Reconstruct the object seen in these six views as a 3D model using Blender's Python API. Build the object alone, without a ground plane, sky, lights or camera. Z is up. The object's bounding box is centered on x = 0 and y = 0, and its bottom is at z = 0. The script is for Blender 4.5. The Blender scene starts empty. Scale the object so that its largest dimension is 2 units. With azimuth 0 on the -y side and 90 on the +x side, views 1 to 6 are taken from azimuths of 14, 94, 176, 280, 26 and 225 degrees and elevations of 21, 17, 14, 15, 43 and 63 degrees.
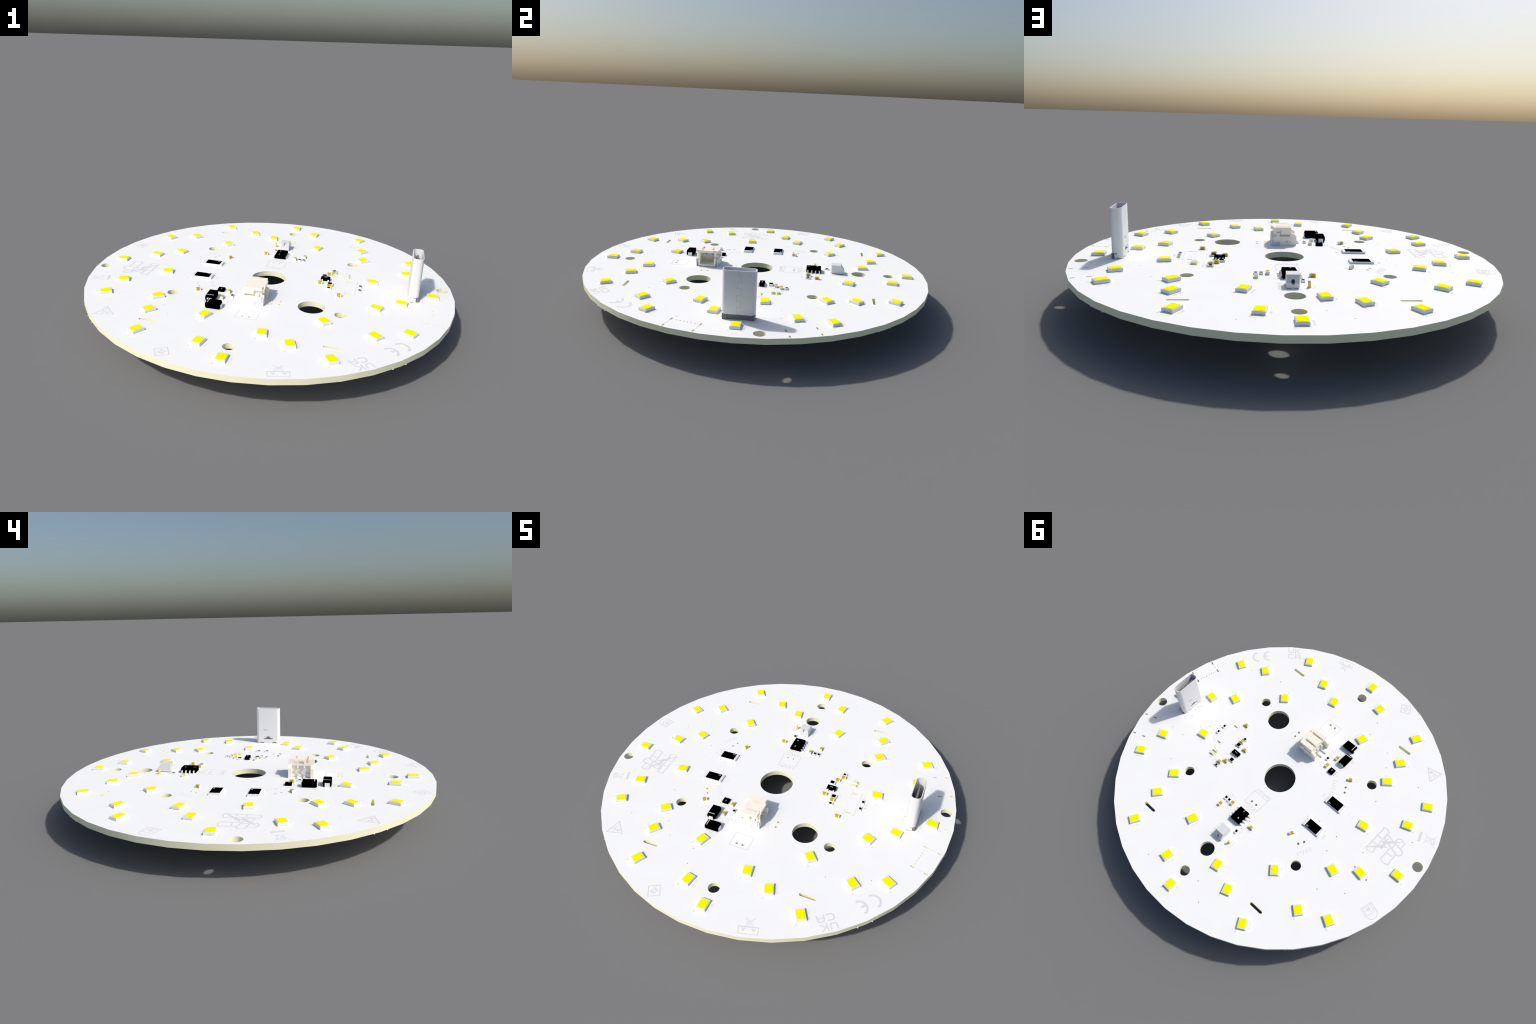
"""Round white LED circuit board: 42-sided laminate disc, 36 surface-mount LEDs on a
six-fold pattern, upright socket, battery header, chips, passives and printed marks.
All part dimensions are millimetres in the board frame (z = 0 on the board's top face);
S converts them to scene metres."""
import bpy, bmesh, math, random
from math import sin, cos, pi, radians, hypot
from mathutils import Vector, Matrix

random.seed(7)
S = 1.0 / 56.25            # the disc is 112.5 mm across and 2 m in the scene
Z_TOP = 0.1757             # height of the board's top face
THICK = 1.6
scene = bpy.context.scene


# ------------------------------------------------------------------ materials
def material(name, rgb, rough=0.5, metal=0.0, grain=0.0, spec=0.3, scale=60.0):
    m = bpy.data.materials.new(name)
    m.use_nodes = True
    nt = m.node_tree
    b = nt.nodes["Principled BSDF"]
    b.inputs["Roughness"].default_value = rough
    b.inputs["Metallic"].default_value = metal
    b.inputs["Specular IOR Level"].default_value = spec
    if grain > 0:
        tc = nt.nodes.new("ShaderNodeTexCoord")
        nz = nt.nodes.new("ShaderNodeTexNoise")
        nz.inputs["Scale"].default_value = scale
        nz.inputs["Detail"].default_value = 3
        cr = nt.nodes.new("ShaderNodeValToRGB")
        lo = [c * (1 - grain) for c in rgb]
        cr.color_ramp.elements[0].color = (*lo, 1)
        cr.color_ramp.elements[1].color = (*rgb, 1)
        cr.color_ramp.elements[0].position = 0.3
        cr.color_ramp.elements[1].position = 0.6
        nt.links.new(tc.outputs["Object"], nz.inputs["Vector"])
        nt.links.new(nz.outputs["Fac"], cr.inputs["Fac"])
        nt.links.new(cr.outputs["Color"], b.inputs["Base Color"])
    else:
        b.inputs["Base Color"].default_value = (*rgb, 1)
    return m


MASK = material("white_solder_mask", (0.965, 0.97, 0.96), 0.6, grain=0.012, spec=0.1, scale=9)
LAMINATE = material("pale_glass_laminate", (0.97, 0.96, 0.69), 0.7, grain=0.02, spec=0.1, scale=40)
INK = material("pale_grey_ink", (0.755, 0.755, 0.765), 0.7, spec=0.1)
WHITE = material("white_moulding", (0.84, 0.84, 0.85), 0.6, spec=0.1)
PHOSPHOR = material("yellow_phosphor", (1.0, 1.0, 0.0), 0.6, spec=0.0, grain=0.02, scale=300)
TIN = material("tinned_terminal", (0.84, 0.84, 0.85), 0.5, spec=0.2)
OCHRE = material("ochre_ceramic", (0.58, 0.465, 0.0), 0.6, grain=0.05, spec=0.1, scale=200)
BLACK = material("black_epoxy", (0.0, 0.0, 0.0), 0.8, spec=0.0)
PRINT = material("white_chip_print", (0.6, 0.6, 0.6), 0.6, spec=0.1)
CREAM = material("cream_nylon", (1.0, 0.94, 0.82), 0.6, spec=0.1, grain=0.01)
STEEL = material("pale_blue_pin_metal", (0.72, 0.74, 0.84), 0.5, spec=0.2)
SHELL = material("light_grey_shell", (0.82, 0.82, 0.83), 0.5, spec=0.15)
SEAM = material("shell_seam", (0.5, 0.5, 0.5), 0.6, spec=0.1)
DARK = material("dark_grey_plastic", (0.2, 0.2, 0.2), 0.6, spec=0.1)
GOLD = material("gold_plated_pin", (0.83, 0.66, 0.16), 0.5, spec=0.2)
TERMINAL = material("pale_grey_metal", (0.77, 0.77, 0.78), 0.5, spec=0.15)
LED_END = material("yellow_indicator_end", (0.9, 0.9, 0.0), 0.6, spec=0.0)


# ------------------------------------------------------------------ mesh tools
class Solid:
    """Collects closed pieces (boxes, prisms, lofts) with a material slot each."""

    def __init__(self):
        self.v, self.f, self.m, self.mats = [], [], [], []

    def slot(self, mat):
        if mat not in self.mats:
            self.mats.append(mat)
        return self.mats.index(mat)

    def loft(self, rings, mat, caps=True):
        k, n, i = self.slot(mat), len(rings[0]), len(self.v)
        for r in rings:
            self.v += [tuple(p) for p in r]
        for a in range(len(rings) - 1):
            for j in range(n):
                b = (j + 1) % n
                self.f.append((i + a * n + j, i + a * n + b, i + (a + 1) * n + b, i + (a + 1) * n + j))
                self.m.append(k)
        if caps:
            self.f.append(tuple(i + j for j in reversed(range(n)))); self.m.append(k)
            last = i + (len(rings) - 1) * n
            self.f.append(tuple(last + j for j in range(n))); self.m.append(k)
        return self

    def prism(self, poly, z0, z1, mat):
        return self.loft([[(x, y, z0) for x, y in poly], [(x, y, z1) for x, y in poly]], mat)

    def side_prism(self, poly, y0, y1, mat):
        """Extrude an (x, z) profile along y."""
        return self.loft([[(x, y1, z) for x, z in poly], [(x, y0, z) for x, z in poly]], mat)

    def box(self, x0, x1, y0, y1, z0, z1, mat):
        return self.prism([(x0, y0), (x1, y0), (x1, y1), (x0, y1)], z0, z1, mat)

    def mesh(self, name, smooth=None):
        me = bpy.data.meshes.new(name)
        me.from_pydata([(x * S, y * S, z * S) for x, y, z in self.v], [], self.f)
        for mt in self.mats:
            me.materials.append(mt)
        me.polygons.foreach_set("material_index", self.m)
        bm = bmesh.new(); bm.from_mesh(me)
        bmesh.ops.recalc_face_normals(bm, faces=bm.faces)
        bm.to_mesh(me); bm.free()
        if smooth:
            soften(me, smooth)
        return me


def soften(me, degrees):
    me.polygons.foreach_set("use_smooth", [True] * len(me.polygons))
    me.set_sharp_from_angle(angle=radians(degrees))


def rect(w, h, cx=0.0, cy=0.0):
    return [(cx - w / 2, cy - h / 2), (cx + w / 2, cy - h / 2), (cx + w / 2, cy + h / 2), (cx - w / 2, cy + h / 2)]


def rounded(w, h, r, n=6, cx=0.0, cy=0.0):
    pts = []
    for qx, qy, a0 in ((1, 1, 0), (-1, 1, 90), (-1, -1, 180), (1, -1, 270)):
        for i in range(n + 1):
            a = radians(a0 + 90 * i / n)
            pts.append((cx + qx * (w / 2 - r) + r * cos(a), cy + qy * (h / 2 - r) + r * sin(a)))
    return pts


def circle(r, n=24, cx=0.0, cy=0.0, a0=0.0):
    return [(cx + r * cos(a0 + 2 * pi * i / n), cy + r * sin(a0 + 2 * pi * i / n)) for i in range(n)]


def arc(cx, cy, r, a, b, n=12, squash=1.0):
    return [(cx + r * cos(radians(a + (b - a) * i / n)), cy + squash * r * sin(radians(a + (b - a) * i / n))) for i in range(n + 1)]


def at(z):
    return [(z)]


def put(name, me, parent, x=0.0, y=0.0, z=0.0, rot=0.0, stuff=False):
    ob = bpy.data.objects.new(name, me)
    ob.location = (x * S, y * S, z * S)
    ob.rotation_euler = (0, 0, radians(rot))
    ob.parent = parent
    scene.collection.objects.link(ob)
    if stuff:
        ob["kind"] = "stuff"
    return ob


def evaluated(ob):
    bpy.context.view_layer.update()
    dg = bpy.context.evaluated_depsgraph_get()
    return bpy.data.meshes.new_from_object(ob.evaluated_get(dg), depsgraph=dg)


def carve(me, steps, smooth=None):
    """Boolean chain: steps are ('DIFFERENCE' | 'UNION', mesh)."""
    base = bpy.data.objects.new("work", me)
    scene.collection.objects.link(base)
    junk = [base]
    for op, tool in steps:
        t = bpy.data.objects.new("tool", tool)
        scene.collection.objects.link(t)
        junk.append(t)
        md = base.modifiers.new("cut", "BOOLEAN")
        md.operation, md.object, md.solver = op, t, "EXACT"
    out = evaluated(base)
    for o in junk:
        bpy.data.objects.remove(o)
    if smooth:
        soften(out, smooth)
    return out


# ------------------------------------------------------------------ the thing
board_thing = bpy.data.objects.new("led_circuit_board", None)
scene.collection.objects.link(board_thing)
board_thing["label"] = "round white LED circuit board with yellow LEDs, sockets and chips"
board_thing["category"] = "circuit board"

deck = bpy.data.objects.new("component_deck", None)   # millimetre frame on the top face
deck.location = (0, 0, Z_TOP)


class Deck:
    pass


def part(name, me, x=0.0, y=0.0, z=0.0, rot=0.0, parent=None, stuff=False):
    """A part standing on the board: z in mm above the top face."""
    if parent is None:
        ob = put(name, me, board_thing, x, y, z, rot, stuff)
        ob.location.z += Z_TOP
    else:
        ob = put(name, me, parent, x, y, z, rot, stuff)
    return ob


bpy.data.objects.remove(deck)

# ------------------------------------------------------------------ laminate disc with its drilled holes
HOLES = [(0, 0, 5.33), (16.15, -16.65, 3.85), (0, 34.2, 2.41)]
HOLES += [(x, y, 1.67) for x, y in ((0, 44.0), (0, -44.0), (24.65, 19.05), (24.65, -19.05), (-24.65, 19.05),
                                    (-24.65, -19.05), (53.0, 6.42), (-53.0, -6.5))]
PIN_HOLES = [(7.23, -17.63), (7.23, -15.63), (0.98, -27.58), (-0.98, -27.58), (0.98, 12.64), (-0.98, 12.64),
             (-18.78, -12.38), (-19.74, -10.68), (-20.34, 13.14), (-21.32, 11.44)]
HOLES += [(x, y, 0.4) for x, y in PIN_HOLES]
HOLES += [(-38.58, 6.77, 0.26), (-43.8, 7.61, 0.26)]
VIAS = [(32.47, 1.92), (29.82, -0.77), (29.8, 0.61), (21.33, -1.18), (21.2, 1.66), (19.91, 1.71), (16.02, 3.36),
        (25.25, 8.81), (23.08, 7.93), (-10.78, -39.43), (-11.88, -34.08), (-20.87, -32.25), (-24.2, -27.43),
        (-12.88, -14.64), (-12.87, -13.81), (-12.86, -13.09), (-3.5, 18.32), (-3.18, 21.94), (-0.88, 16.45),
        (0.02, 16.45), (-29.45, -15.23), (-20.42, 2.77), (-27.79, 3.0), (-40.82, -3.76), (-28.67, 8.74),
        (-37.5, 1.38), (-34.48, 20.14), (-41.67, 15.33), (12.41, 48.24), (-5.53, 43.4), (-10.46, 47.85),
        (42.25, 11.13), (37.12, 10.87), (33.01, 20.21), (38.85, -25.71), (26.97, -29.3), (-36.77, -28.84),
        (-46.94, -11.85), (40.45, 3.36), (40.81, -1.84), (54.05, -0.22)]
HOLES += [(x, y, 0.17) for x, y in VIAS]
HOLES += [(46.92, y, 0.2) for y in (-1.6, -0.53, 0.53, 1.6)] + [(41.78, y, 0.2) for y in (-0.62, 0.62)]

# (x, y, length, width, axis angle)
SLOTS = [(sx * 24.65, sy * 37.12, 4.9, 0.94, 0) for sx in (1, -1) for sy in (1, -1)]
SLOTS += [(25.55, -4.25, 1.7, 0.5, 0), (25.55, 4.2, 1.7, 0.5, 0), (43.85, -4.5, 1.2, 0.5, 0), (43.85, 4.5, 1.2, 0.5, 0)]


def polar(r, t, ang):
    """Point r mm out along the ray at ang degrees, t mm sideways (anticlockwise)."""
    a = radians(ang)
    return r * cos(a) - t * sin(a), r * sin(a) + t * cos(a)


for ang, pairs in ((-14.75, (54.97, 50.87)), (19.08, (55.0, 51.3))):
    for r in pairs:
        for t in (-4.21, 4.21):
            x, y = polar(r, t, ang)
            SLOTS.append((x, y, 1.25 if r > 53 else 1.5, 0.52, ang))
for i in range(6):
    x, y = polar(50.93, -2.62 + 1.05 * i, -14.75)
    HOLES.append((x, y, 0.2))


def slot_outline(x, y, length, width, ang):
    pts = []
    for end, a0 in ((1, -90), (-1, 90)):
        for i in range(7):
            a = radians(a0 + 180 * i / 6)
            u = end * (length - width) / 2 + width / 2 * cos(a)
            v = width / 2 * sin(a)
            c, s_ = cos(radians(ang)), sin(radians(ang))
            pts.append((x + u * c - v * s_, y + u * s_ + v * c))
    return pts


def plate(outlines, z0, z1, name):
    """Flat plate with holes: filled 2D curve with depth."""
    cu = bpy.data.curves.new(name, "CURVE")
    cu.dimensions, cu.fill_mode = "2D", "BOTH"
    cu.extrude = (z1 - z0) / 2 * S
    for pts in outlines:
        sp = cu.splines.new("POLY")
        sp.points.add(len(pts) - 1)
        for p, (x, y) in zip(sp.points, pts):
            p.co = (x * S, y * S, 0, 1)
        sp.use_cyclic_u = True
    ob = bpy.data.objects.new(name, cu)
    scene.collection.objects.link(ob)
    me = evaluated(ob)
    bpy.data.objects.remove(ob)
    bm = bmesh.new(); bm.from_mesh(me)
    bmesh.ops.remove_doubles(bm, verts=bm.verts, dist=1e-6)
    bmesh.ops.translate(bm, verts=bm.verts, vec=(0, 0, (z0 + z1) / 2 * S))
    bmesh.ops.recalc_face_normals(bm, faces=bm.faces)
    bm.to_mesh(me); bm.free()
    return me


outlines = [circle(56.25, 42)]
for x, y, r in HOLES:
    n = 48 if r > 3 else 40 if r > 1 else 14 if r > 0.3 else 10
    outlines.append(circle(r, n, x, y))
outlines += [slot_outline(*s) for s in SLOTS]
disc = plate(outlines, -THICK, 0, "board")
disc.materials.clear()
disc.materials.append(MASK); disc.materials.append(LAMINATE)
for p in disc.polygons:
    p.material_index = 0 if abs(p.normal.z) > 0.5 else 1
soften(disc, 40)
part("board", disc)

# ------------------------------------------------------------------ LEDs: six-fold ring pattern, one every 10 degrees
LED_RADII = (49.97, 32.28, 45.0, 49.97, 36.2, 41.57)
LED_H = 0.8
body = Solid()
body.loft([[(x, y, 0.26) for x, y in rect(3.5, 2.8)], [(x, y, 0.6) for x, y in rect(3.44, 2.74)], [(x, y, LED_H) for x, y in rect(3.3, 2.6)]], WHITE)
body.box(-1.66, 1.66, -1.36, 1.36, 0.02, 0.26, WHITE)
led_body = body.mesh("led")
feet = Solid()
for sx in (-1, 1):
    for sy in (-1, 1):
        feet.box(min(sx * 1.2, sx * 1.76), max(sx * 1.2, sx * 1.76), min(sy * 0.75, sy * 1.3), max(sy * 0.75, sy * 1.3), 0.0, 0.3, TIN)
led_feet = feet.mesh("solder_foot")
dome = Solid()
octo = [(1.42, -0.72), (1.42, 0.72), (1.3, 0.95), (1.02, 1.14), (0.8, 1.17), (-0.8, 1.17), (-1.02, 1.14), (-1.3, 0.95),
        (-1.42, 0.72), (-1.42, -0.72), (-1.3, -0.95), (-1.02, -1.14), (-0.8, -1.17), (0.8, -1.17), (1.02, -1.14), (1.3, -0.95)]
dome.prism(octo, 0.4, LED_H + 0.06, PHOSPHOR)
led_dome = dome.mesh("phosphor")
for i in range(36):
    a = 10 * i
    x, y = polar(LED_RADII[i % 6], 0, a)
    ob = part("led", led_body, x, y, 0, a)
    part("phosphor", led_dome, parent=ob)
    part("solder_foot", led_feet, parent=ob)


# ------------------------------------------------------------------ passives
def two_terminal(kind, length, width, height, cap, body_mat, top_mat=None, grow=0.02):
    b = Solid()
    b.box(-length / 2 + cap, length / 2 - cap, -width / 2, width / 2, 0.06, height, body_mat)
    out = {"body": b.mesh(kind)}
    t = Solid()
    for sx in (-1, 1):
        xs = sorted((sx * length / 2, sx * (length / 2 - cap)))
        t.box(xs[0], xs[1], -width / 2 - grow, width / 2 + grow, 0, height + grow, TIN)
    out["terminal"] = t.mesh("terminal")
    if top_mat:
        c = Solid()
        c.box(-length / 2 + cap + 0.01, length / 2 - cap - 0.01, -width / 2 + 0.05, width / 2 - 0.05, height, height + 0.05, top_mat)
        out["coating"] = c.mesh("resistive_coating")
    return out


def place(name, kit, x, y, rot):
    ob = part(name, kit["body"], x, y, 0, rot)
    part("terminal", kit["terminal"], parent=ob)
    if "coating" in kit:
        part("resistive_coating", kit["coating"], parent=ob)
    return ob


CAP = two_terminal("capacitor", 1.6, 0.8, 0.82, 0.3, OCHRE)
RES = two_terminal("resistor", 1.6, 0.8, 0.42, 0.4, WHITE, BLACK)
RES_MID = two_terminal("resistor", 2.0, 1.25, 0.55, 0.38, WHITE, BLACK)
RES_BIG = two_terminal("resistor", 6.35, 3.15, 0.58, 0.75, WHITE, BLACK)
for x, y, r in ((22.84, -7.07, 0), (16.2, 0.51, 0), (19.26, -1.11, 0), (18.18, 7.9, 0), (19.56, 9.6, 0), (-9.57, -18.8, 90),
                (-8.75, -14.4, 90), (-18.16, -15.5, 30), (5.24, 17.47, 90), (8.12, 20.33, 90), (-5.49, 19.61, 0), (-16.4, 11.97, 60)):
    place("capacitor", CAP, x, y, r)
for x, y, r in ((28.53, -1.6, 90), (28.53, 1.37, 90), (19.28, -2.71, 0), (19.5, 11.18, 0), (-7.18, -16.62, 90), (8.19, 17.43, 90),
                (6.83, 17.43, 90), (-2.8, 23.66, 90)):
    place("resistor", RES, x, y, r)
for x, y in ((19.31, 0.46), (16.95, 6.22)):
    place("resistor", RES_MID, x, y, 0)
for y in (-5.27, 5.72):
    place("resistor", RES_BIG, -20.16, y, 0)

# two small indicator lamps: white moulding, yellow ends
lamp = Solid()
lamp.box(-0.55, 0.55, -0.4, 0.4, 0.25, 0.6, WHITE)
lamp.box(-0.8, 0.8, -0.4, 0.4, 0.0, 0.25, WHITE)
lamp_me = lamp.mesh("indicator_lamp")
ends = Solid()
for sx in (-1, 1):
    xs = sorted((sx * 0.84, sx * 0.58))
    ends.box(xs[0], xs[1], -0.42, 0.42, 0.03, 0.3, LED_END)
ends_me = ends.mesh("terminal")
for y in (7.37, 8.92):
    ob = part("indicator_lamp", lamp_me, 23.9, y, 0, 0)
    part("terminal", ends_me, parent=ob)


# ------------------------------------------------------------------ chips
def gull_lead(out, shoulder, tip, top, width, thick=0.2):
    """Bent strip in the (u, z) plane: u runs away from the package."""
    path = [(out, top), (shoulder, top), (shoulder + 0.22, 0.1), (tip, 0.1)]
    lo = [(u, z - thick / 2) for u, z in path]
    lo[1] = (shoulder - 0.08, top - thick / 2); lo[2] = (shoulder + 0.12, 0.0); lo[3] = (tip, 0.0)
    hi = [(u, z + thick / 2) for u, z in path]
    hi[2] = (shoulder + 0.3, 0.2); hi[3] = (tip, 0.2)
    return lo + hi[::-1]


def package(name, length, width, height, x, y, rot, leads, lead_w, lead_geo, foot=0.12, bevel=0.0):
    """Moulded body (long axis along local y, leads along +-x)."""
    b = Solid()
    mid = foot + (height - foot) * 0.5
    rings = []
    for z, k in ((foot, 0.94), (mid, 1.0), (height, 0.92)):
        rings.append([(px, py, z) for px, py in rect(width - (1 - k) * 1.8, length - (1 - k) * 1.8)])
    b.loft(rings, BLACK)
    me = b.mesh(name)
    if bevel:
        wedge_cut = Solid().side_prism([(-width, height - 0.75), (-width / 2 - 0.02, height - 0.75), (-width / 2 + bevel, height + 0.01), (-width / 2 + bevel, height + 1),
                                        (-width, height + 1)], -length, length, BLACK)
        me = carve(me, [("DIFFERENCE", wedge_cut.mesh("cut"))])
    ob = part(name, me, x, y, 0, rot)
    prof = gull_lead(*lead_geo)
    for side, pos in leads:
        L = Solid()
        pts = [(side * u, z) for u, z in prof]
        L.side_prism(pts, -lead_w / 2, lead_w / 2, TIN)
        part("lead", L.mesh("lead"), 0, pos, 0, 0, parent=ob)
    return ob


pitch = 1.27
eight = [(sd, (i - 1.5) * pitch) for sd in (-1, 1) for i in range(4)]
chip = package("control_chip", 4.9, 3.85, 1.62, 0, 19.15, 0, eight, 0.42, (1.8, 2.25, 3.0, 0.8, 0.4), bevel=0.5)
five = [(1, -0.95), (1, 0.0), (1, 0.95), (-1, -0.95), (-1, 0.95)]
package("charger_chip", 2.9, 1.6, 1.1, 17.55, 3.5, 90, five, 0.42, (0.7, 0.95, 1.4, 0.5, 0.4))
flat = Solid()
flat.box(-0.97, 0.97, -0.97, 0.97, 0.02, 0.72, BLACK)
part("protection_chip", flat.mesh("protection_chip"), -11.38, -13.7, 0, 0)


# rectifier diodes: faceted black body, white cathode band, folded metal tabs
def diode(x, y, rot):
    b = Solid()
    rings = []
    for z, w, l in ((0.08, 2.2, 3.85), (0.4, 2.45, 4.15), (1.05, 2.6, 4.3), (1.6, 2.5, 4.15), (1.97, 2.3, 3.9)):
        rings.append([(px, py, z) for px, py in rect(l, w)])
    b.loft(rings, BLACK)
    ob = part("diode", b.mesh("diode"), x, y, 0, rot)
    band = Solid()
    band.box(-1.6, -1.35, -1.12, 1.12, 1.9, 1.99, PRINT)
    part("cathode_band", band.mesh("cathode_band"), parent=ob)
    for sx in (-1, 1):
        t = Solid()
        prof = [(1.9, 0.0), (2.38, 0.0), (2.38, 1.2), (2.0, 1.2), (2.0, 1.05), (2.22, 1.05), (2.22, 0.12), (1.9, 0.12)]
        t.side_prism([(sx * u, z) for u, z in prof], -0.7, 0.7, TIN)
        part("tab", t.mesh("tab"), parent=ob)
    return ob


diode(-10.22, -24.88, 0)
diode(-12.4, -19.85, 90)

# ------------------------------------------------------------------ wire terminal (grey wedge) and gold test pin
wedge = Solid()
wedge.side_prism([(-2.1, 0.2), (2.2, 0.2), (2.2, 1.25), (0.95, 3.0), (-2.1, 3.0)], -1.45, 1.45, TERMINAL)
cut = Solid()
cut.loft([[(0.2, 0.45 * cos(t), 1.55 + 0.6 * sin(t)) for t in [2 * pi * i / 20 for i in range(20)]],
          [(3.0, 0.45 * cos(t), 1.55 + 0.6 * sin(t)) for t in [2 * pi * i / 20 for i in range(20)]]], TERMINAL)
cut2 = Solid()
cut2.side_prism([(-2.4, 1.3), (-1.5, 1.9), (-1.5, 2.5), (-2.4, 3.4)], -0.4, 0.4, TERMINAL)
wedge_me = carve(wedge.mesh("wire_terminal"), [("DIFFERENCE", cut.mesh("c")), ("DIFFERENCE", cut2.mesh("c"))])
term = part("wire_terminal", wedge_me, 0, 27.15, 0, 90)
tongue = Solid()
tongue.prism(circle(0.4, 16), 0.3, 1.0, DARK)
part("contact", tongue.mesh("contact"), 0.0, 0, 0.5, parent=term)
for x0, x1 in ((-2.5, -1.6), (-0.4, 0.5), (1.5, 2.1)):
    f = Solid()
    f.box(x0, x1, -0.5, 0.5, 0.0, 0.22, TIN)
    part("solder_foot", f.mesh("solder_foot"), parent=term)

pin = Solid()
pin.loft([[(x, y, z) for x, y in circle(r, 20)] for r, z in ((0.38, -Z_TOP / S), (0.5, -Z_TOP / S + 0.3), (0.5, -1.75), (0.5, 0.0), (0.55, 0.005), (0.55, 0.12), (0.36, 0.16), (0.35, 1.35), (0.3, 1.52), (0.2, 1.6))], GOLD)
part("test_pin", pin.mesh("test_pin", 45), -3.78, 28.03)


# ------------------------------------------------------------------ battery header (opening faces +x, pins leave at -x)
def solid_box(*a):
    return Solid().box(*a, CREAM).mesh("tool")


def cheek(step):
    """Side wall with a slit that opens into a tall window from x = step to the front."""
    return [(-4.4, 0), (0.53, 0), (0.53, 1.2), (2.45, 1.2), (2.45, 2.76), (-2.5, 2.76), (-2.5, 3.44), (step, 3.44), (step, 4.75),
            (2.45, 4.75), (2.45, 5.5), (-2.78, 5.5), (-2.78, 3.9), (-4.4, 3.0)]



core = Solid().side_prism([(-2.78, 0.12), (2.98, 0.12), (2.98, 5.5), (-2.78, 5.5)], -2.95, 2.95, CREAM).mesh("header")
steps = []
for sg in (-1, 1):
    ys = sorted((sg * 2.9, sg * 3.83))
    steps.append(("UNION", Solid().side_prism(cheek(0.1), ys[0], ys[1], CREAM).mesh("cheek")))
steps += [
    ("DIFFERENCE", solid_box(-1.6, 4, -2.35, 2.35, 0.75, 4.75)),           # mating cavity
    ("DIFFERENCE", solid_box(-4, 1.65, 1.42, 2.1, 4.45, 6)),               # top slots
    ("DIFFERENCE", solid_box(-4, 1.65, -2.1, -1.42, 4.45, 6)),
    ("DIFFERENCE", solid_box(2.5, 4, 2.05, 4, 3.0, 6)),                    # set-back shoulders beside the latch
    ("DIFFERENCE", solid_box(2.5, 4, -4, -2.05, 4.9, 6)),
    ("DIFFERENCE", solid_box(2.2, 2.62, -1.85, -1.42, 4.6, 6)),
    ("DIFFERENCE", solid_box(-4, -2.3, -2.88, 2.88, -1, 3.55)),
    ("UNION", solid_box(-3.0, -2.2, -2.88, 2.88, 0.1, 1.0)),           # recess behind, between the wings
    ("DIFFERENCE", solid_box(2.35, 4, 2.2, 3.0, 3.15, 3.8)),                # slit runs through the front posts
    ("DIFFERENCE", solid_box(2.35, 4, -3.0, -2.2, 3.15, 3.8)),
    ("DIFFERENCE", solid_box(-4, -2.2, -0.75, 0.75, 4.2, 4.85)),
    ("UNION", solid_box(0.6, 1.6, -3.72, -2.8, 2.7, 3.7)),
    ("UNION", solid_box(0.6, 1.6, 2.8, 3.72, 2.7, 3.7)),           # window above the pins
]
header_me = carve(core, steps)
HX, HY = 0.0, -16.66
header = part("battery_header", header_me, HX, HY)
for y in (-1.0, 1.0):
    p = Solid()
    w = 0.25
    path = [(0.9, 3.3), (-2.95, 3.3), (-3.2, 3.1), (-3.2, 0.5), (-3.4, 0.28), (-5.35, 0.28)]
    rings = []
    for i, (px, pz) in enumerate(path):
        a = path[max(i - 1, 0)]; b = path[min(i + 1, len(path) - 1)]
        d = Vector((b[0] - a[0], b[1] - a[1])).normalized()
        nx, nz = -d.y, d.x
        rings.append([(px + nx * w, y - w, pz + nz * w), (px + nx * w, y + w, pz + nz * w), (px - nx * w, y + w, pz - nz * w), (px - nx * w, y - w, pz - nz * w)])
    p.loft(rings, STEEL)
    part("pin", p.mesh("pin"), 0, 0, 0, 0, parent=header)
for sg in (-1, 1):
    t = Solid()
    ys = sorted((sg * 3.25, sg * 3.65))
    t.side_prism([(0.57, 0.02), (3.0, 0.02), (3.0, 2.55), (2.5, 2.55), (2.5, 1.16), (0.57, 1.16)], ys[0], ys[1], STEEL)
    part("mounting_tab", t.mesh("mounting_tab"), 0, 0, 0, 0, parent=header)

# ------------------------------------------------------------------ upright socket
UX, UH, UW, UT = 44.22, 13.45, 8.9, 3.05
shell = Solid()
shell.prism(rounded(UT, UW, 1.15, 10), 0.08, UH, SHELL)
tools = [("DIFFERENCE", Solid().prism(rounded(UT - 0.4, UW - 0.4, 0.98, 10), -1, UH + 1, SHELL).mesh("t")),
         ("DIFFERENCE", Solid().box(0.75, 3, -6, 6, -1, 1.5, SHELL).mesh("t")),
         ("DIFFERENCE", Solid().box(0.0, 3, -6, 6, 1.25, 1.5, SHELL).mesh("t"))]
for y0 in (-3.1, 1.7):
    tools.append(("DIFFERENCE", Solid().box(-3, -0.9, y0, y0 + 1.4, -1, 0.4, SHELL).mesh("t")))
tools.append(("DIFFERENCE", Solid().box(-3, -0.9, -1.75, 1.75, 1.55, 2.6, SHELL).mesh("t")))
socket = part("upright_socket", carve(shell.mesh("upright_socket"), tools, 35), UX, 0)
base = Solid()
base.box(-1.25, 1.0, -4.0, 4.0, 0.05, 3.2, DARK)
base.box(0.9, 1.5, -4.25, -3.0, 0.02, 1.47, DARK)
base.box(0.9, 1.5, 3.0, 4.25, 0.02, 1.47, DARK)
base.box(0.85, 1.25, -3.05, 3.05, 0.1, 1.46, DARK)
base.box(-0.9, 0.9, -3.9, 3.9, 3.2, 6.0, DARK)
base.box(0.05, 1.15, -4.36, 4.36, 1.28, 1.47, DARK)
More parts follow.
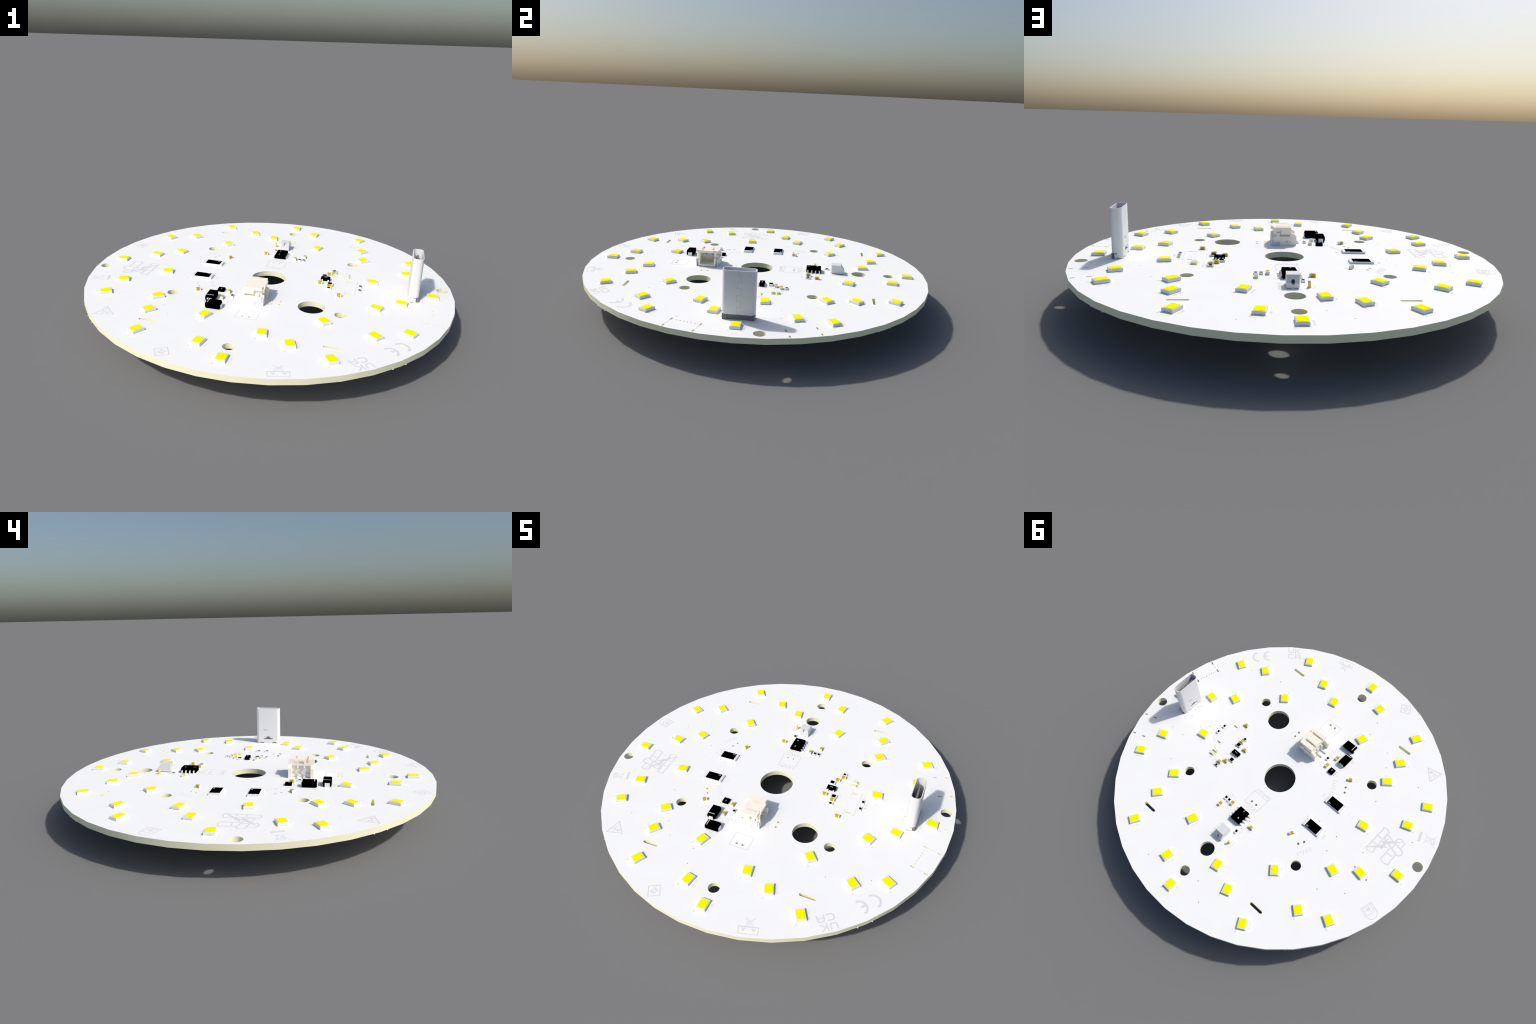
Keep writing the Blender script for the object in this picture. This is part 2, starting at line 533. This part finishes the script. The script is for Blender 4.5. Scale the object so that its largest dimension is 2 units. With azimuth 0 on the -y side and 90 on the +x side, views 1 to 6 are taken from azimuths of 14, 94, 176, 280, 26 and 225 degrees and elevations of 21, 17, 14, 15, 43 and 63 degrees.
part("base_block", base.mesh("base_block"), parent=socket)
tng = Solid()
tng.loft([[(x, y, z) for x, y in rect(w, l)] for z, w, l in ((6.0, 1.1, 7.2), (7.2, 1.1, 7.2), (7.25, 0.7, 6.7), (11.6, 0.7, 6.7), (12.0, 0.45, 6.3))], DARK)
part("contact_tongue", tng.mesh("contact_tongue"), parent=socket)
tab = Solid()
for sg in (-1, 1):
    prof = [(1.85, 2.7), (0.5, 2.7), (0.72, 2.05), (1.3, 1.88), (1.85, 1.85)]
    tab.loft([[(-1.44, sg * y, z) for y, z in prof], [(-1.3, sg * y, z) for y, z in prof]], SHELL)
part("latch_tab", tab.mesh("latch_tab"), parent=socket)


# tiny maker's scribbles moulded into the header cheek and the socket face
def scribble(mirror):
    """Cloud outline and two short bars, drawn as fine rods in a (u, v) plane."""
    paths = [arc(0.0, 0.0, 0.34, -35, 215, 10, 0.85), [(-0.3, -0.2), (-0.05, -0.2), (0.02, -0.38)], [(-0.18, 0.02), (0.12, 0.02), (0.2, -0.12)]]
    paths += [[(0.55, 0.12), (1.15, 0.12)], [(0.6, -0.14), (1.3, -0.14)]]
    rods = []
    for p in paths:
        for a, b in zip(p, p[1:]):
            d = (Vector(b) - Vector(a)).normalized() * 0.04
            n = Vector((-d.y, d.x))
            rods.append([Vector(a) - d - n, Vector(b) + d - n, Vector(b) + d + n, Vector(a) - d + n])
    return [[(mirror * q.x, q.y) for q in rod] for rod in rods]


MARK = material("grey_moulded_mark", (0.35, 0.36, 0.37), 0.6, spec=0.1)
mk = Solid()
for i, rod in enumerate(scribble(-1)):
    mk.loft([[(-2.15 + 0.55 + u, 3.8, 1.2 + v) for u, v in rod], [(-2.15 + 0.55 + u, 3.835 + 0.0006 * i, 1.2 + v) for u, v in rod]], MARK)
part("moulded_mark", mk.mesh("moulded_mark"), parent=header)
mk = Solid()
for i, rod in enumerate(scribble(-1)):
    mk.loft([[(-UT / 2 + 0.03, 1.25 + u, 5.2 + v) for u, v in rod], [(-UT / 2 - 0.012 - 0.0006 * i, 1.25 + u, 5.2 + v) for u, v in rod]], MARK)
part("moulded_mark", mk.mesh("moulded_mark"), parent=socket)

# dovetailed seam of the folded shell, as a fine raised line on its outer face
seam = Solid()
pts, z, side = [], 12.2, 1
path = [(0.05, 12.9), (0.05, 12.2)]
for k in range(7):
    path += [(0.55 * side + 0.1, z), (0.55 * side + 0.1, z - 1.75)]
    z -= 1.75
    side = -side
path = [p for p in path if p[1] > 1.6]
for (y0, z0), (y1, z1) in zip(path, path[1:]):
    seam.box(UT / 2 - 0.02, UT / 2 + 0.015, min(y0, y1) - 0.025, max(y0, y1) + 0.025, min(z0, z1) - 0.025, max(z0, z1) + 0.025, SEAM)
part("shell_seam", seam.mesh("shell_seam"), parent=socket)

# small white nubs that show at the underside of the rim, in four pairs
nub = Solid()
nub.box(-0.35, 0.12, -0.14, 0.14, -THICK - 0.09, -THICK + 0.02, WHITE)
nub_me = nub.mesh("rim_nub")
for q in (45, 135, 225, 315):
    for d in (-2.2, 2.2):
        a = q + d + (-1.75 if q in (45, 225) else 1.75)
        x, y = polar(56.2, 0, a)
        part("rim_nub", nub_me, x, y, 0, a)


# ------------------------------------------------------------------ printed marks
class Ink:
    """Raised ink strokes; every stroke gets its own tiny height so that none are coplanar."""

    def __init__(self):
        self.s, self.n = Solid(), 0

    def height(self):
        self.n += 1
        return 0.012 + 0.0006 * (self.n % 50)

    def stroke(self, pts, w=0.15, closed=False):
        w = w * 1.2 if w < 0.3 else w * 1.05
        pts = [Vector(p) for p in pts]
        n = len(pts)
        left, right = [], []
        for i, p in enumerate(pts):
            a = pts[i - 1] if (i > 0 or closed) else None
            b = pts[(i + 1) % n] if (i < n - 1 or closed) else None
            d0 = (p - a).normalized() if a is not None else (b - p).normalized()
            d1 = (b - p).normalized() if b is not None else d0
            t = d0 + d1
            t = t.normalized() if t.length > 1e-4 else d1
            nrm = Vector((-t.y, t.x))
            k = w / 2 / max(0.45, abs(nrm.dot(Vector((-d1.y, d1.x)))))
            q = p
            if not closed and i == 0: q = p - d1 * w * 0.35
            if not closed and i == n - 1: q = p + d0 * w * 0.35
            left.append(q + nrm * k); right.append(q - nrm * k)
        h = self.height()
        rings = [[(r.x, r.y, 0.0), (l.x, l.y, 0.0), (l.x, l.y, h), (r.x, r.y, h)] for l, r in zip(left, right)]
        if closed:
            rings.append(rings[0])
        self.s.loft(rings, INK, caps=not closed)
        return self

    def fill(self, pts):
        self.s.prism(pts, 0.0, self.height(), INK)
        return self

    def disc(self, x, y, r):
        return self.fill(circle(r, 16, x, y))

    def frame(self, x0, x1, y0, y1, w=0.15):
        return self.stroke([(x0, y0), (x1, y0), (x1, y1), (x0, y1)], w, True)

    def mesh(self, name):
        return self.s.mesh(name)


def smooth_path(pts, closed=False, n=4):
    """Catmull-Rom through the control points."""
    P = [Vector(p) for p in pts]
    out, m = [], len(P)
    for i in range(m if closed else m - 1):
        p0 = P[i - 1] if (closed or i > 0) else P[i]
        p1, p2 = P[i], P[(i + 1) % m]
        p3 = P[(i + 2) % m] if (closed or i + 2 < m) else p2
        for k in range(n):
            t = k / n
            out.append(0.5 * ((2 * p1) + (p2 - p0) * t + (2 * p0 - 5 * p1 + 4 * p2 - p3) * t * t + (3 * p1 - p0 - 3 * p2 + p3) * t ** 3))
    if not closed:
        out.append(P[-1])
    return [(p.x, p.y) for p in out]


# outlines that surround the components
o = Ink()
for x, y in ((-20.17, -5.3), (-20.15, 5.7)):
    for sx in (-1, 1):
        o.stroke([(x + sx * 2.7, y + 1.92), (x + sx * 3.85, y + 1.92), (x + sx * 3.85, y - 1.92), (x + sx * 2.7, y - 1.92)], 0.13)
o.frame(-2.93, 2.97, 9.17, 14.07)
o.frame(-2.9, 2.95, -28.87, -23.97)
o.frame(-5.03, -2.58, 26.83, 29.22, 0.13)
o.stroke([(26.55, -4.92), (27.4, -4.92), (27.4, 4.88), (26.55, 4.88)], 0.14)
o.stroke([(24.25, -3.25), (24.25, -4.95), (24.7, -4.95)], 0.14)
o.stroke([(24.2, 3.25), (24.2, 4.92), (24.7, 4.92)], 0.14)
o.stroke([(44.6, 4.35), (41.58, 4.35), (41.58, -4.38), (44.6, -4.38)], 0.1)
o.stroke([(-13.15, -26.18), (-7.7, -26.18)], 0.13)
o.stroke([(-13.7, -17.3), (-13.7, -22.3), (-13.1, -22.3)], 0.13)
o.stroke([(-1.7, 24.75), (-1.7, 29.6), (-1.2, 29.75)], 0.12)
o.stroke([(1.75, 24.75), (1.75, 29.5)], 0.12)
for t in (-4.21, 4.21):
    o.stroke([polar(53.8, t, -14.75), polar(51.95, t, -14.75)], 0.15)
    o.stroke([polar(55.85, t, -14.75), polar(56.2, t, -14.75)], 0.14)
for t in (-3.42, 3.3):
    o.stroke([polar(50.95, t - 0.1, -14.75), polar(50.95, t + 0.1, -14.75)], 0.15)
for y in (-1.85, 1.85):
    o.disc(24.35, y, 0.12)


def lozenge(x, y, rot, l, w, r):
    """Rounded outline, broken at the middle of its long sides."""
    c, s_ = cos(radians(rot)), sin(radians(rot))
    for sg in (-1, 1):
        q = [(sg * 0.35, w / 2), (sg * (l / 2 - r), w / 2), (sg * (l / 2 - 0.3 * r), w / 2 - 0.3 * r), (sg * l / 2, w / 2 - r),
             (sg * l / 2, -w / 2 + r), (sg * (l / 2 - 0.3 * r), -w / 2 + 0.3 * r), (sg * (l / 2 - r), -w / 2), (sg * 0.35, -w / 2)]
        o.stroke([(x + u * c - v * s_, y + u * s_ + v * c) for u, v in q], 0.1)


for x, y, r in ((22.75, -7.1, 0), (16.2, 0.51, 0), (19.26, -1.11, 0), (18.18, 7.9, 0), (19.56, 9.6, 0), (-9.57, -18.8, 90), (-8.75, -14.4, 90),
                (-18.16, -15.5, 30), (8.12, 20.33, 90), (5.24, 17.47, 90), (-5.49, 19.61, 0), (-16.4, 11.97, 60), (23.9, 7.37, 0), (23.9, 8.92, 0)):
    lozenge(x, y, r, 2.65, 1.35, 0.45)
for x, y, r in ((28.53, -1.6, 90), (28.53, 1.37, 90), (19.28, -2.71, 0), (19.5, 11.18, 0), (-7.18, -16.62, 90), (8.19, 17.43, 90), (6.83, 17.43, 90), (-2.8, 23.66, 90)):
    lozenge(x, y, r, 2.55, 1.25, 0.12)
part("component_outline", o.mesh("component_outline"), stuff=True)

# lamp polarity arrows and corner ticks
o = Ink()
for i in range(36):
    a, r = 10 * i, LED_RADII[i % 6]
    o.fill([polar(r + 2.15, -1.5, a), polar(r + 2.75, -1.85, a), polar(r + 2.75, -1.25, a)])
    o.stroke([polar(r + 1.75, -1.62, a), polar(r + 2.0, -1.62, a), polar(r + 2.0, -1.3, a)], 0.09)
    o.stroke([polar(r + 1.75, 1.62, a), polar(r + 2.0, 1.62, a), polar(r + 2.0, 1.3, a)], 0.09)
part("polarity_mark", o.mesh("polarity_mark"), stuff=True)


def framed(ang, rad, rot=None):
    """Mark frame: u to the right, v towards 'up' (outwards unless rot is given)."""
    cx, cy = polar(rad, 0, ang)
    a = radians(ang if rot is None else rot)
    return lambda pts: [(cx + u * sin(a) + v * cos(a), cy - u * cos(a) + v * sin(a)) for u, v in pts]


# conformity letters: C and E as open rings
F = framed(-39.06, 52.25)
o = Ink()
o.stroke(F(arc(-1.1, -0.08, 1.85, 96, 268, 16, 1.05)), 0.6)
o.stroke(F(arc(3.02, -0.15, 1.85, 96, 268, 16, 1.05)), 0.56)
o.stroke(F([(1.25, -0.12), (2.6, -0.12)]), 0.56)
part("conformity_letters", o.mesh("conformity_letters"))

F = framed(-52.82, 53.23)
o = Ink()
o.stroke(F(smooth_path([(-2.1, 2.25), (-2.08, 1.2), (-1.9, 0.62), (-1.22, 0.45), (-0.55, 0.62), (-0.38, 1.2), (-0.36, 2.22)])), 0.36)
o.stroke(F([(0.5, 2.3), (0.56, 0.22)]), 0.36)
o.stroke(F([(2.1, 2.25), (0.85, 1.25), (2.18, 0.32)]), 0.36)
o.stroke(F(smooth_path([(-0.25, -0.52), (-1.3, -0.5), (-1.9, -0.75), (-2.05, -1.4), (-1.92, -2.02), (-1.3, -2.3), (-0.2, -2.26)])), 0.36)
o.stroke(F(smooth_path([(0.58, -2.4), (0.62, -1.2), (0.85, -0.6), (1.5, -0.48), (2.15, -0.62), (2.38, -1.2), (2.4, -2.4)])), 0.36)
o.stroke(F([(0.72, -1.58), (2.3, -1.54)]), 0.32)
part("conformity_letters", o.mesh("conformity_letters"))

# shield with a crossed-out lamp symbol
F = framed(164.03, 52.27, 164.0)
o = Ink()
o.stroke(F([(-2.1, -1.66), (1.82, -1.66), (1.87, 0.9)] + arc(-0.1, 0.95, 1.97, 0, 180, 14)[1:-1] + [(-2.06, 0.9)]), 0.17, True)
o.stroke(F([(-1.65, -1.26), (1.37, -1.28), (1.41, 1.2), (-1.56, 1.22)]), 0.17, True)
o.stroke(F([(-1.3, -0.28), (1.08, -0.28)]), 0.17)
o.stroke(F([(0.3, -0.9), (0.33, 0.34)]), 0.17)
o.fill(F([(-0.5, -0.95), (0.35, -0.3), (-0.45, 0.5)]))
o.fill(F([(-1.35, 0.35), (-0.95, 0.45), (-1.1, 0.78)]))
o.fill(F([(-0.75, 0.5), (-0.3, 0.6), (-0.5, 0.95)]))
part("protection_symbol", o.mesh("protection_symbol"))

# do-not-touch symbol
F = framed(-74.75, 54.15)
o = Ink()
o.stroke(F([(-2.53, -0.98), (-2.53, 1.05), (2.62, 1.02), (2.62, -1.0)]), 0.17)
o.stroke(F([(-2.6, -1.0), (2.7, -1.02)]), 0.26)
for cx in (-1.3, 1.38):
    o.stroke(F([(cx - 0.42, -0.82), (cx - 0.42, -0.4), (cx, -0.1), (cx + 0.42, -0.4), (cx + 0.42, -0.82)]), 0.18)
    o.fill(F([(cx - 0.42, -0.42), (cx + 0.42, -0.42), (cx, 0.4)]))
o.stroke(F([(-1.22, -1.16), (1.21, -3.6)]), 0.15)
o.stroke(F([(-1.2, -3.55), (1.15, -1.2)]), 0.15)
o.stroke(F([(-0.25, -1.2), (-0.2, -1.6), (0.25, -1.6), (0.3, -1.2)]), 0.1)
for u in (-0.9, -0.55, 0.0, 0.5, 0.85):
    o.stroke(F([(u * 0.9, -3.0 + abs(u) * 0.45), (u, -2.4 + abs(u) * 0.5)]), 0.07)
part("handling_symbol", o.mesh("handling_symbol"))

# protection class three: bars in a diamond
F = framed(-106.09, 53.0)
o = Ink()
o.stroke(F([(-2.3, 0.12), (0.0, 2.33), (2.3, 0.0), (0.0, -2.25)]), 0.22, True)
for u in (-0.6, 0.0, 0.6):
    o.stroke(F([(u, -0.7), (u, 0.78)]), 0.17)
for v in (-0.7, 0.78):
    o.stroke(F([(-0.85, v), (0.85, v)]), 0.18)
part("safety_class_symbol", o.mesh("safety_class_symbol"))

# static-sensitivity triangle with a struck-out hand
F = framed(-136.02, 52.36)
o = Ink()
o.stroke(F([(-2.5, -1.65), (0.0, 2.7), (2.6, -1.65)]), 0.3, True)
o.stroke(F([(-0.65, 0.96), (1.22, -1.25)]), 0.15)
o.stroke(F([(-1.25, -1.2), (0.55, 0.9)]), 0.17)
o.stroke(F([(-1.25, -0.75), (-0.85, -0.2), (-0.6, -0.4), (-0.35, -0.85)]), 0.15)
o.stroke(F([(-1.0, -1.35), (-0.6, -1.0), (-0.2, -1.2)]), 0.15)
o.stroke(F([(-0.95, -0.55), (-0.75, -1.05)]), 0.2)
o.fill(F([(0.35, 0.1), (0.8, -0.25), (1.1, 0.25), (0.75, 0.2)]))
part("warning_symbol", o.mesh("warning_symbol"))

# crossed-out wheeled bin over a bar
F = framed(-162.51, 53.1)
o = Ink()
o.fill(F([(-1.85, -3.6), (-1.85, -2.85), (1.55, -2.75), (1.55, -3.52)]))
o.stroke(F([(-2.13, -1.95), (1.65, 2.25)]), 0.1)
o.stroke(F([(1.57, -1.82), (-2.38, 2.03)]), 0.1)
o.stroke(F([(-0.75, -1.4), (-1.22, 1.15)]), 0.13)
o.stroke(F([(-0.75, -1.4), (0.4, -1.1), (0.68, 1.5)]), 0.13)
o.stroke(F([(-1.35, 1.15), (0.8, 1.35)]), 0.15)
o.stroke(F(smooth_path([(-1.32, 1.16), (-0.95, 1.6), (-0.19, 1.78), (0.5, 1.62), (0.78, 1.35)])), 0.15)
o.stroke(F([(-0.5, 0.62), (0.15, 0.68)]), 0.14)
o.disc(*F([(0.47, -1.15)])[0], 0.27)
o.disc(*F([(0.85, 1.1)])[0], 0.2)
part("disposal_symbol", o.mesh("disposal_symbol"))

# large emblem: three padded bands around a lightning bolt
F = framed(-173.09, 41.59, 180)
o = Ink()
W = 0.36
o.stroke(F(smooth_path([(-4.84, -4.1), (-3.9, -3.93), (-2.6, -3.98), (-1.38, -4.15), (0.09, -3.98), (1.26, -4.16), (2.6, -3.98), (4.3, -4.2)])), 0.38)
o.stroke(F(smooth_path([(4.3, -4.2), (4.72, -3.2), (4.62, -2.2), (4.13, -1.55)])), 0.27)
o.stroke(F(smooth_path([(4.13, -1.55), (2.61, -1.88), (1.3, -1.94), (-1.0, -1.97), (-3.26, -2.0), (-4.63, -1.75)])), W)
o.stroke(F(smooth_path([(-4.63, -1.75), (-5.03, -2.9), (-4.84, -4.1)])), 0.27)
o.stroke(F([(-1.29, -4.0), (-1.3, -2.56)]), 0.27)
o.stroke(F([(1.34, -4.01), (1.28, -2.45)]), 0.27)
o.stroke(F(smooth_path([(-3.45, -1.95), (-3.5, -0.77), (-3.15, 0.38), (-3.02, 1.26), (-3.78, 1.54), (-4.71, 1.5)])), W)
o.stroke(F(smooth_path([(-4.71, 1.5), (-5.2, 2.41), (-5.14, 3.6), (-4.74, 4.33)])), 0.27)
o.stroke(F(smooth_path([(-4.74, 4.33), (-3.6, 4.14), (-2.49, 4.16)])), 0.27)
o.stroke(F(smooth_path([(-2.49, 4.1), (-2.42, 4.8), (-2.2, 5.28), (-1.6, 5.55), (-0.8, 5.46), (-0.26, 5.05), (-0.1, 4.48), (-0.45, 3.5), (-0.6, 2.6), (-0.85, 1.67), (-1.19, 0.7), (-1.3, 0.38)])), W)
o.stroke(F(smooth_path([(-2.49, 4.16), (-2.75, 2.98), (-2.86, 2.03), (-2.95, 1.4)])), W)
o.stroke(F([(-2.78, 2.14), (-1.0, 2.1)]), W)
o.stroke(F(smooth_path([(-3.29, -1.8), (-2.2, -1.62), (-1.7, -1.3), (-1.42, -0.8)])), W)
o.stroke(F([(-1.55, -0.95), (-2.8, -0.72)]), 0.22)
o.stroke(F(smooth_path([(-0.68, 1.54), (0.24, 1.61), (1.27, 1.54), (2.52, 1.65), (4.04, 1.44)])), W)
o.stroke(F(smooth_path([(4.04, 1.44), (4.5, 2.01), (4.66, 3.12), (4.17, 4.56)])), 0.27)
o.stroke(F(smooth_path([(4.17, 4.56), (2.72, 4.19), (1.18, 4.28), (-0.25, 4.07)])), W)
o.stroke(F([(1.3, 1.78), (1.27, 3.6)]), 0.27)
o.fill(F([(4.8, -4.85), (1.6, -1.05), (-0.45, 1.2), (-0.05, -0.25), (-0.75, -0.2), (-5.1, 3.75), (-2.0, -0.35), (-0.6, -1.85), (-0.35, -0.9), (0.2, -1.0)]))
part("maker_emblem", o.mesh("maker_emblem"))


# ------------------------------------------------------------------ lettering
def text_mesh(body, size, thin=0.0, depth=0.02, mat=INK):
    cu = bpy.data.curves.new("lettering", "FONT")
    cu.body, cu.size, cu.extrude = body, size * S, depth / 2 * S
    cu.align_x, cu.align_y = "CENTER", "CENTER"
    cu.resolution_u = 2
    cu.offset = thin * S
    ob = bpy.data.objects.new("lettering", cu)
    scene.collection.objects.link(ob)
    me = evaluated(ob)
    bpy.data.objects.remove(ob)
    me.materials.clear()
    me.materials.append(mat)
    return me


def joined(name, items, mat=INK):
    """items: (text, size, x, y, z, rot, thin) -> one mesh."""
    bm = bmesh.new()
    for body, size, x, y, z, rot, thin in items:
        me = text_mesh(body, size, thin, mat=mat)
        me.transform(Matrix.Translation((x * S, y * S, (z + 0.011) * S)) @ Matrix.Rotation(radians(rot), 4, "Z"))
        bm.from_mesh(me)
        bpy.data.meshes.remove(me)
    out = bpy.data.meshes.new(name)
    bm.to_mesh(out); bm.free()
    out.materials.append(mat)
    return out


names = {230: "LED 212", 220: "LED 4", 210: "LED 218", 200: "LED 15", 190: "LED 201", 50: "LED 202", 60: "LED 14", 70: "LED 207", 80: "LED 3",
         90: "LED 214", 10: "LED 201", 30: "LED 205", 40: "LED 2", 130: "LED 211", 120: "LED 8", 140: "LED 9", 250: "LED 206", 240: "LED 17"}
labels = []
for i in range(36):
    a = 10 * i
    x, y = polar(LED_RADII[i % 6] + 0.1, 2.2, a)
    labels.append((names.get(a, "LED %d" % (200 + i)), 0.78, x, y, 0, a, 0.0))
part("led_label", joined("led_label", labels), stuff=True)

labels = [("U2", 0.8, 46.2, -16.3, 0, 75, -0.01), ("R25", 0.95, -15.35, -5.3, 0, -90, 0.0), ("R24", 0.95, -24.85, 6.0, 0, 90, 0.0),
          ("C24", 0.8, -15.1, 11.2, 0, 60, 0.0), ("C23", 0.8, -19.85, -16.65, 0, 120, 0.0), ("R7 R8", 0.85, 6.6, 15.45, 0, 0, 0.0),
          ("C9", 0.8, 8.3, 22.4, 0, 0, 0.0), ("C4", 0.8, -5.8, 20.9, 0, 0, 0.0), ("R12", 0.8, -3.95, 23.5, 0, 90, 0.0),
          ("CHG1", 0.8, 28.35, 3.7, 0, 90, 0.0), ("R1 R2", 0.75, 29.95, 0.2, 0, 90, 0.0), ("C1", 0.8, 21.9, -5.6, 0, 0, 0.0),
          ("R3", 0.8, 15.2, 6.2, 0, 90, 0.0), ("R4 C6", 0.8, 21.5, 10.5, 0, 90, 0.0), ("C7", 0.8, 20.2, 7.5, 0, 90, 0.0),
          ("D3", 0.75, 23.6, 5.8, 0, 0, 0.0), ("D4", 0.75, 23.5, 10.15, 0, 0, 0.0), ("R9", 0.8, -7.4, -18.3, 0, 0, 0.0),
          ("C2", 0.8, -9.6, -20.7, 0, 0, 0.0), ("D1", 0.85, -10.2, -27.0, 0, 0, 0.0), ("D2", 0.85, -14.4, -21.2, 0, 90, 0.0),
          ("U3", 0.8, -11.2, -15.5, 0, 0, 0.0), ("C3", 0.8, 19.5, -4.0, 0, 0, 0.0)]
part("reference_label", joined("reference_label", labels), stuff=True)
part("switch_label", joined("switch_label", [("Switch1", 1.95, -0.15, 8.15, 0, 0, 0.015)]))
part("battery_label", joined("battery_label", [("BATT", 1.95, 4.5, -16.6, 0, 90,  0.0)]))
part("touch_label", joined("touch_label", [("TOUCH", 1.5, 2.75, 27.2, 0, -90,  0.0)]))
signs = [("(+)", 1.7, -1.1, 14.85, 0, 0, 0.0), ("(-)", 1.7, 1.1, 14.85, 0, 0, 0.0), ("(+)", 2.3, -6.2, -20.2, 0, 0, -0.01), ("(-)", 2.3, -6.0, -13.3, 0, 0, -0.01),
         ("(+)", 2.1, -15.0, -10.98, 0, -60, -0.01), ("(-)", 2.1, -16.2, -8.65, 0, -60, -0.01), ("(+)", 2.1, -22.86, 14.9, 0, 240, -0.01), ("(-)", 2.1, -24.12, 12.6, 0, 240, -0.01)]
part("polarity_sign", joined("polarity_sign", signs), stuff=True)
print_items = [("NE5", 0.55, -0.25, 17.3, 1.6, 90, 0.0), ("B", 0.5, 17.9, 3.4, 1.1, 0, 0.0), ("4A5", 0.45, 17.3, 3.5, 1.1, 0, 0.0),
               ("XT", 0.5, -11.3, -13.9, 0.72, 90, 0.0), ("3R0", 0.6, -18.5, -4.2, 0.62, 180, 0.0), ("3R0", 0.6, -18.5, 6.8, 0.62, 180, 0.0)]
part("chip_print", joined("chip_print", print_items, PRINT), stuff=True)
dot = Solid().prism(circle(0.24, 14), 0, 0.03, PRINT)
part("index_dot", dot.mesh("index_dot"), -0.45, 20.3, 1.6)
